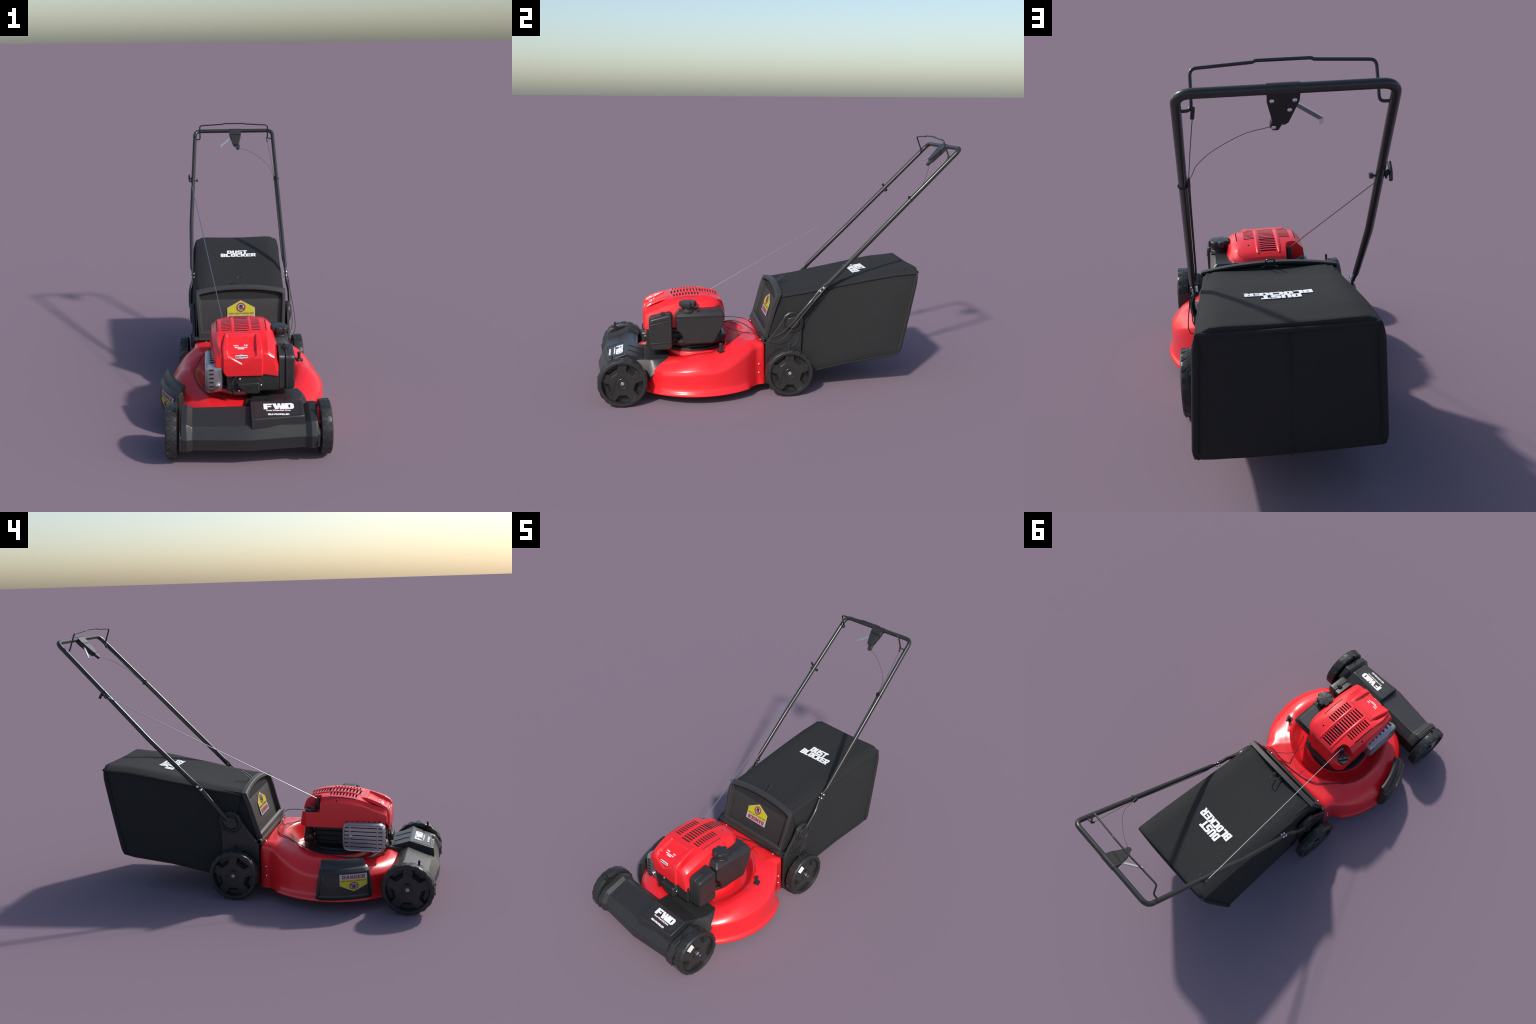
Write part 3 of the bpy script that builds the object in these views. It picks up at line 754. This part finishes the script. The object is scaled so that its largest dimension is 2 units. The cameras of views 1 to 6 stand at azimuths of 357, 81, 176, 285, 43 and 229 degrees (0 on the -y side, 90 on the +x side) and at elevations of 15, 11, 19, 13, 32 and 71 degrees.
# ================================================================== rear body: brackets, door, hinge
side_poly = [(-.086, .052), (-.086, .285), (-.005, .392), (.012, .425)] + [(.060 + .060 * cos(radians(a)), .398 + .060 * sin(radians(a))) for a in (140, 110, 80, 50, 20, 0)] + [(.116, .38), (.111, .24), (.111, .10), (.09, .052)]
for s in (-1, 1):
    a, b = X0 + s * .258, X0 + s * .274
    br_ = build("side_bracket", prism(side_poly, 'x', a, b), BLACK, mower, bevel=.003)
    build("bracket_rib", tube(spline([(b, -.06, .275), (b, -.01, .255), (b, .045, .252), (b, .085, .285), (b, .104, .34)], 5), .003, 8), BLACK, br_)
    # pivot boss with concentric rings
    secs = [[(X0 + s * x, .062 + r * cos(2 * pi * i / 48), .397 + r * sin(2 * pi * i / 48)) for i in range(48)] for x, r in
            ((.268, .060), (.279, .058), (.282, .054), (.282, .050), (.277, .0475), (.277, .0455), (.281, .044), (.281, .040), (.275, .037), (.275, .001))]
    boss = build("handle_pivot", loft(secs), BLACK, br_, smooth=30)
    build("pivot_knob", prism([(.020, .378), (.060, .362), (.094, .384), (.100, .412), (.075, .430), (.035, .424)], 'x', X0 + s * .272, X0 + s * .287), BLACK, boss, bevel=.004)
    build("height_notch", merge([disc((b, .045, .275), (s, 0, 0), .007, .006, .012, 12), box(min(b, b + s * .01), max(b, b + s * .01), .039, .051, .20, .27), box(min(b, b + s * .008), max(b, b + s * .008), .030, .060, .235, .25)]), BLACK, br_, bevel=.002)
build("rear_housing", prism([(-.082, .06), (.10, .10), (.115, .30), (.09, .42), (.0, .42), (-.070, .29)], 'x', X0 - .228, X0 + .228), DARK, mower, bevel=.004)
build("hinge_rod", merge([disc((X0 - .262, -.086, .296), (1, 0, 0), .0085, .0085, .524, 16)] + [disc((X0 + s * .25 - .012, -.086, .294), (1, 0, 0), .016, .016, .024, 20) for s in (-1, 1)]), BLACK, mower)

# rear door: arched frame with recessed panel; profile leans back
DOOR = [(.296, -.093), (.33, -.0895), (.36, -.082), (.41, -.067), (.48, -.048), (.525, -.032), (.555, -.020), (.58, -.013)]
dy = lambda z: lerp_table(DOOR, z)
def door_pt(u, z, depth):    # u in metres from the centre
    return Vector((X0 + u, dy(z) + depth, z))
def door_half(z): return .2385 + .012 * smoothstep(.30, .55, z)
def arch(u): return .578 - .026 * (abs(u) / .25) ** 2
def door_loop(inset, depth, n=20):
    P = []
    zb = .300 + inset * 1.15 ; 
    for i in range(13):                       # right side up
        z = zb + (arch(.25) - inset * 1.1 - zb) * i / 12; P.append((door_half(z) - inset, z))
    for i in range(1, n):                     # arch from right to left
        u = (door_half(.55) - inset) * (1 - 2 * i / n); P.append((u, arch(u) - inset * 1.1))
    for i in range(13):
        z = zb + (arch(.25) - inset * 1.1 - zb) * (12 - i) / 12; P.append((-(door_half(z) - inset), z))
    return [door_pt(u, z, depth) for u, z in P]
secs = [door_loop(.006, .027), door_loop(0, .026), door_loop(0, .003), door_loop(.003, 0), door_loop(.017, .000), door_loop(.0195, .003), door_loop(.0215, .0215), door_loop(.024, .0235)]
V, F = loft(secs, cap=False); m = len(secs[0]); last = (len(secs) - 1) * m
# inner panel: strips joining left and right sides of the last loop
nside = 13; nar = 19
for i in range(nside - 1):
    F.append((last + i, last + i + 1, last + m - 2 - i, last + m - 1 - i))
F.append(tuple(last + k for k in range(nside - 1, nside + nar + 1)))
door = build("rear_door", (V, F), DOOR_BLACK, mower, smooth=30, bevel=.0015)
# sill below the panel
build("door_sill", merge([prism([(-.100, .296), (-.088, .296), (-.076, .336), (-.082, .340), (-.094, .330)], 'x', X0 - .236, X0 + .236), prism([(-.1045, .292), (-.094, .290), (-.090, .305), (-.099, .308)], 'x', X0 - .238, X0 + .238)]), DOOR_BLACK, door, bevel=.002)
lo = Vector((X0, dy(.440) + .0235 - .003, .440)); lv = Vector((0, .034, .108)).normalized()
# label is mounted upside down on the door
danger_label("danger_label", (lo, (-1, 0, 0), -lv), door)
# wire latch loop on top of the door
loop = fillet([(X0 - .0155, .004, .560), (X0 - .0155, .066, .606), (X0 + .0155, .066, .606), (X0 + .0155, .004, .560)], .012, 6)
build("latch_wire", tube(loop, .0028, 8), TUBE, door)
build("latch_wire", tube(fillet([(X0 - .030, .030, .566), (X0 - .012, .014, .566), (X0 + .012, .014, .566), (X0 + .030, .030, .566)], .008, 4), .0022, 8), TUBE, door)

# ================================================================== grass bag
def bag_frame(v):
    """side line positions at fraction v from front (0) to rear (1): top and bottom (y,z), half widths"""
    yt = .006 + .761 * v
    zt = lerp_table([(0, .541), (.2, .5625), (.41, .592), (.66, .624), (.83, .6435), (1, .653)], v)
    yb = .135 + .527 * v
    zb = .094 + lerp_table([(0, 0), (.25, .028), (.5, .055), (1, .090)], v) + .007 * smoothstep(.95, 1.01, v)
    return yt, zt, yb, zb, .237 + .018 * v, .258 + .030 * v
def bag_ring(v, shrink=0.0, out=0.0):
    yt, zt, yb, zb, wt, wb = bag_frame(v)
    d = Vector((0, yt - yb, zt - zb)); H = d.length; d.normalize(); nrm = Vector((0, d.z, -d.y))
    P = []
    def pt(x, h): return Vector((X0 + x, yb, zb)) + d * h + nrm * out
    rc, rt = .016, .012
    puff = .002 + .010 * smoothstep(.15, .7, v) * (1 - .8 * smoothstep(.82, 1, v))
    wb_, wt_ = wb - shrink, wt - shrink
    n = 14
    for i in range(n + 1):      # bottom, left to right
        u = -1 + 2 * i / n
        P.append(pt(u * (wb_ - rc), shrink - .006 * (1 - u * u)))
    P.append(pt(wb_ - rc * .3, shrink + rc * .3))
    for i in range(15):         # right side up
        f = i / 14; h = shrink + rc + (H - rt - shrink * 2 - rc) * f
        bulge = puff * sin(pi * f) ** .7 ; w = wb_ + (wt_ - wb_) * f + bulge
        P.append(pt(w, h))
    hump = .017 + .008 * v
    for i in range(n + 1):      # top, right to left, pillow-shaped
        u = 1 - 2 * i / n
        P.append(pt(u * (wt_ + .001), H - shrink + hump * (1 - abs(u) ** 12) - .009 * (1 - u * u)))
    for i in range(15):
        f = 1 - i / 14; h = shrink + rc + (H - rt - shrink * 2 - rc) * f
        w = wb_ + (wt_ - wb_) * f + puff * sin(pi * f) ** .7
        P.append(pt(-w, h))
    P.append(pt(-(wb_ - rc * .3), shrink + rc * .3))
    return P
vs = [i / 40 for i in range(41)]
secs = [bag_ring(v) for v in vs]
# rounded closing of the rear
secs += [bag_ring(1, .001, .002), bag_ring(1, .006, .004), bag_ring(1, .013, .004), bag_ring(1, .022, .007), bag_ring(1, .04, .0105), bag_ring(1, .08, .012), bag_ring(1, .15, .012), bag_ring(1, .22, .013)]
bag = build("grass_bag", loft(secs), CLOTH, mower, smooth=60)
tex = bpy.data.textures.new("cloth_folds", 'CLOUDS'); tex.noise_scale = .16; tex.noise_depth = 2
md = bag.modifiers.new("folds", 'DISPLACE'); md.texture = tex; md.strength = .005; md.mid_level = .5
mouth = [(-.004, .548), (-.068, .318), (-.04, .28), (.10, .24), (.16, .24), (.16, .566), (.03, .552)]
build("bag_mouth", prism(mouth, 'x', X0 - .2345, X0 + .2345), CLOTH, bag, bevel=.006)
# piped seams
def bag_corner(v, side, where):
    yt, zt, yb, zb, wt, wb = bag_frame(v)
    return Vector((X0 + side * wt, yt, zt)) if where == 't' else Vector((X0 + side * wb, yb, zb))
for s in (-1, 1):
    top = [bag_corner(v / 12, s, 't') + Vector((s * .0, 0, -.007)) for v in range(13)]
    build("bag_seam", tube(top, .0065, 10), CLOTH, bag)
    rear = [bag_corner(1, s, 't') * (1 - f) + bag_corner(1, s, 'b') * f + Vector((s * .003, -.002 + .002 * sin(pi * f), .014 * f - .010)) for f in (i / 24 for i in range(25))]
    build("bag_seam", tube(rear, lambda f: .0120 * min(1, sqrt(max(0.02, min(1, f * 9 + .15))), sqrt(max(0.02, min(1, (1 - f) * 12 + .1)))), 14), CLOTH, bag)
    bot = [bag_corner(v / 10, s, 'b') + Vector((-s * .006, 0, .006)) for v in range(11)]
    build("bag_seam", tube(bot, .006, 10), CLOTH, bag)
a, b = bag_corner(1, -1, 't'), bag_corner(1, 1, 't')
build("bag_seam", tube([a.lerp(b, i / 12) + Vector((0, .002 + .008 * sin(pi * i / 12), -.002)) for i in range(13)], .0075, 10), CLOTH, bag)
c0 = (bag_corner(1, -1, 't') + bag_corner(1, 1, 't')) / 2; c1 = (bag_corner(1, -1, 'b') + bag_corner(1, 1, 'b')) / 2
cd = (c0 - c1).normalized(); cn = Vector((0, cd.z, -cd.y))
build("bag_seam", tube([c0.lerp(c1, i / 10) + cn * .0125 for i in range(11)], .0022, 8), CLOTH, bag)
# printed words on the top
def bag_top(a, b):
    y = .4805 + b; v = (y - .006) / .761
    yt, zt, yb, zb, wt, wb = bag_frame(v); hump = .017 + .008 * v
    u = (a + .012 - X0 + .0) / wt
    z = zt + (hump * (1 - abs(u) ** 12) - .009 * (1 - u * u)) * .985
    return Vector((.012 + a, y, z)), Vector((0, -.16, .987))
def bowed(vf, dx, dy, bow):
    return [(x + dx, y * (1 + bow * (x / .11) ** 2) + dy, z) for x, y, z in vf[0]], vf[1]
words = merge([bowed(block_text("DUST", .124, .046, .07, thick=.0007), -.005, .0235, 0), bowed(block_text("BLOCKER", .213, .040, .06, thick=.0007), .0, -.0225, .18)])
bm = bmesh.new()
wo = mesh_obj("bag_lettering", *place(words, (0, 0, 0), (1, 0, 0), (0, 1, 0), .0030, warp=bag_top), recalc=False)
bm.free()
finish(wo, WHITE, bag, smooth=0)

# ================================================================== handle
handle = empty("handle", mower)
RT = 0.0124
left = [(-.2640, .228, .578), (-.2645, .244, .594), (-.2670, .262, .611), (-.2680, .488, .829)]
right = [(.2800, .228, .578), (.2805, .244, .594), (.2825, .262, .611)]
path = [Vector(p) for p in left] + [Vector((-.2405, .9875, 1.331)), Vector((.2590, .9875, 1.331))] + [Vector(p) for p in reversed(right)]
bar = [path[0], path[1], path[2]] + fillet([path[2], path[3], path[4]], .02, 4)[1:-1]
bar = bar + fillet([path[3], path[4], path[5], path[6]], .038, 10)[1:-1] + [path[6], path[7], path[8]]
def squash(f):
    k = min(f, 1 - f) * 2.6      # metres from the end, roughly
    t = smoothstep(.02, .06, k); return (.35 + .65 * t, 1.15 - .15 * t)
build("handle_bar", tube(bar, RT, 18, flat=squash), TUBE, handle, smooth=50)
for s, xb in ((-1, -.262), (1, .279)):
    low = fillet([(xb - s * .000, .250, .600), (xb, .205, .555), (X0 + s * .286, .150, .500), (X0 + s * .284, .085, .425), (X0 + s * .283, .062, .397)], .03, 5)
    build("lower_handle", tube(low, .0110, 14, flat=lambda f: (.38 + .5 * smoothstep(.22, .4, f) * (1 - smoothstep(.8, .95, f)), 1.05)), TUBE, handle, smooth=50)
    for y, z in ((.233, .583), (.215, .566)):
        d = Vector((s, 0, 0))
        build("handle_bolt", merge([dome((xb + s * .006, y, z), (s, 0, 0), .0078, .006, 16), disc((xb - s * .012, y, z), (s, 0, 0), .004, .004, .018, 10), disc((xb - s * .012, y, z), (s, 0, 0), .0068, .0068, .004, 6)]), STEEL, handle)
# bail (operator presence bar)
bail = [(-.236, .935, 1.283), (-.212, .934, 1.284), (-.207, .925, 1.305), (-.205, .900, 1.372), (-.190, .899, 1.376), (-.062, .905, 1.383)]
bpts = fillet([(-.236, .935, 1.283), (-.209, .935, 1.283), (-.209, .899, 1.375), (-.062, .904, 1.383), (-.056, .905, 1.3865), (.074, .905, 1.3865), (.080, .904, 1.383), (.224, .900, 1.375), (.226, .935, 1.285), (.256, .936, 1.285)], .016, 6)
build("bail_bar", tube(bpts, .0042, 10), TUBE, handle, smooth=60)
# drive control: folded bracket hanging from the cross bar
hd = Vector((0, -.7071, -.7071)); hx = Vector((1, 0, 0)); hnrm = Vector((0, -.7071, .7071)); hc = Vector((.0185, .9875, 1.331))
def hpt(x, s, n): return hc + hx * x + hd * s + hnrm * n
wrap = []
for x in (-.0375, .0375):
    wrap.append([hpt(x, .0142 * cos(radians(a)), .0142 * sin(radians(a))) for a in range(0, 360, 20)])
build("control_clamp", loft(wrap), BLACK, handle, smooth=40)
outl = [(-.0375, 0), (.0375, 0), (.0375, .030), (.022, .110), (.014, .120), (-.008, .120), (-.016, .112), (-.0375, .030)]
ctrl = build("control_bracket", merge([loft([[hpt(x, s, .0135) for x, s in outl], [hpt(x, s, .009) for x, s in outl]]), loft([[hpt(x, s, -.0135) for x, s in outl], [hpt(x, s, -.010) for x, s in outl]]),
     loft([[hpt(x * .93, s, .0095) for x, s in outl[:]], [hpt(x * .93, s, -.0105) for x, s in outl]])]), BLACK, handle, bevel=.001)
tail = [(-.010, .105), (.020, .100), (.028, .135), (.020, .150), (.006, .150)]
build("control_tail", loft([[hpt(x, s, .007) for x, s in tail], [hpt(x, s, -.008) for x, s in tail]]), BLACK, ctrl, bevel=.002)
for x, s in ((-.026, .026), (.026, .026), (-.016, .062), (.018, .136)):
    build("control_bolt", dome(hpt(x, s, -.0135 if s < .1 else -.008), -hnrm, .0062, .004, 14), STEEL, ctrl)
a, b = Vector((-.008, .950, 1.293)), Vector((-.0765, .894, 1.245)); ld = (b - a).normalized(); ls = hnrm * .0022; lw = ld.cross(hnrm).normalized() * .0065
build("control_lever", merge([loft([[a + ls + lw, a + ls - lw, a - ls - lw, a - ls + lw], [b + ls + lw, b + ls - lw, b - ls - lw, b - ls + lw]]),
     loft([[b + ls * 1.0 + lw, b + ls - lw, b - ls - lw + ld * .001, b - ls + lw], [b + Vector((-.001, -.003, -.013)) + q for q in (ls + lw, ls - lw, -ls - lw, -ls + lw)]])]), LEVER, ctrl, bevel=.001)
# pull rope, grip and rope guide
g0 = Vector((-.271, .712, 1.054)); r0 = Vector((-.099, -.362, .501)); rd = (g0 - r0).normalized()
build("starter_rope", tube([r0, r0.lerp(g0, .5), g0], .0021, 8), ROPE, mower)
grip = build("starter_grip", merge([tube([g0 - rd * .004, g0 + rd * .022], lambda f: .005 + .003 * f, 12), tube([g0 + rd * .022 + Vector((-.004, .015, -.020)), g0 + rd * .024 + Vector((-.006, 0, 0)), g0 + rd * .022 + Vector((-.005, -.014, .024))], lambda f: .0078, 12, flat=lambda f: (.7, 1))]), BLACK, mower, bevel=.0015)
hb = Vector((-.258, .715, 1.052))
build("rope_guide", merge([disc(hb + Vector((.026, 0, 0)), (-1, 0, 0), .0035, .0035, .045, 10), box(-.236, -.226, .708, .722, 1.046, 1.060)]), BLACK, handle)
build("rope_guide", tube([Vector((-.272, .712, 1.052)) + Vector((0, .009 * cos(t), .009 * sin(t))) for t in (2 * pi * i / 16 for i in range(17))], .0025, 8), TUBE, handle)

# ================================================================== cables
def cable(name, pts, r=.0018, mat=CABLE, n=6):
    path = spline(pts, n)
    for p in path:      # keep the run above the pressed deck
        if -.70 < p.y < -.09 and p.z < .40: p.z = max(p.z, deck_z(p.x, p.y) + r + .0015)
    return build(name, tube(path, r, 6), mat, mower)
clip = Vector((.2525, .714, 1.064))
build("cable_clip", merge([box(clip.x - .004, clip.x + .003, clip.y - .012, clip.y + .010, clip.z - .014, clip.z + .012), tube([Vector((.2680, .712, 1.0575)) + Vector((.0132 * cos(t), -.7071 * .0132 * sin(t), .7071 * .0132 * sin(t))) for t in (2 * pi * i / 20 for i in range(21))], .0022, 8)]), CABLE, handle)
cable("drive_cable", [(.045, .886, 1.229), (.11, .862, 1.21), (.185, .82, 1.165), (.226, .785, 1.125), (.240, .755, 1.095), (.252, .72, 1.07)], .0009)
cable("brake_cable", [(.224, .933, 1.275), (.24, .82, 1.165), (.252, .722, 1.07)], .0010)
build("cable_end", tube([(.222, .935, 1.292), (.226, .925, 1.265)], .005, 8), CABLE, handle)
hook = (.20, -.104, .302)
cable("drive_cable", [(.254, .712, 1.060), (.258, .60, .943), (.2625, .45, .793), (.270, .30, .643), (.294, .22, .562), (.303, .15, .485), (.315, .075, .40), (.318, .02, .335), (.305, -.03, .297), (.262, -.085, .293), (.215, -.105, .304), (.165, -.115, .305), (.095, -.135, .292), (.10, -.17, .292), (.125, -.25, .325), (.14, -.30, .352)])
cable("brake_cable", [(.251, .708, 1.060), (.255, .60, .948), (.260, .45, .798), (.267, .30, .648), (.290, .23, .572), (.297, .15, .495), (.300, .08, .420), (.300, .01, .355), (.285, -.05, .318), (.24, -.09, .308), (.20, -.108, .322), (.15, -.135, .352), (.10, -.18, .378), (.075, -.26, .386), (.07, -.29, .384)])
def on_deck(x, y, up=.004): return (x, y, deck_z(x, y) + up)
cable("spark_cable", [(.245, -.088, .305), (.238, -.105, .335), (.20, -.118, .33), (.13, -.118, .302)] + [on_deck(*p) for p in ((.05, -.122), (-.042, -.140), (-.124, -.185), (-.20, -.280), (-.246, -.41), (-.235, -.533), (-.185, -.640), (-.11, -.705))] + [(-.075, -.725, .235), (-.060, -.738, .255)], .0022)

for o in ALL:
    if o.parent is None and o is not mower: o.parent = mower
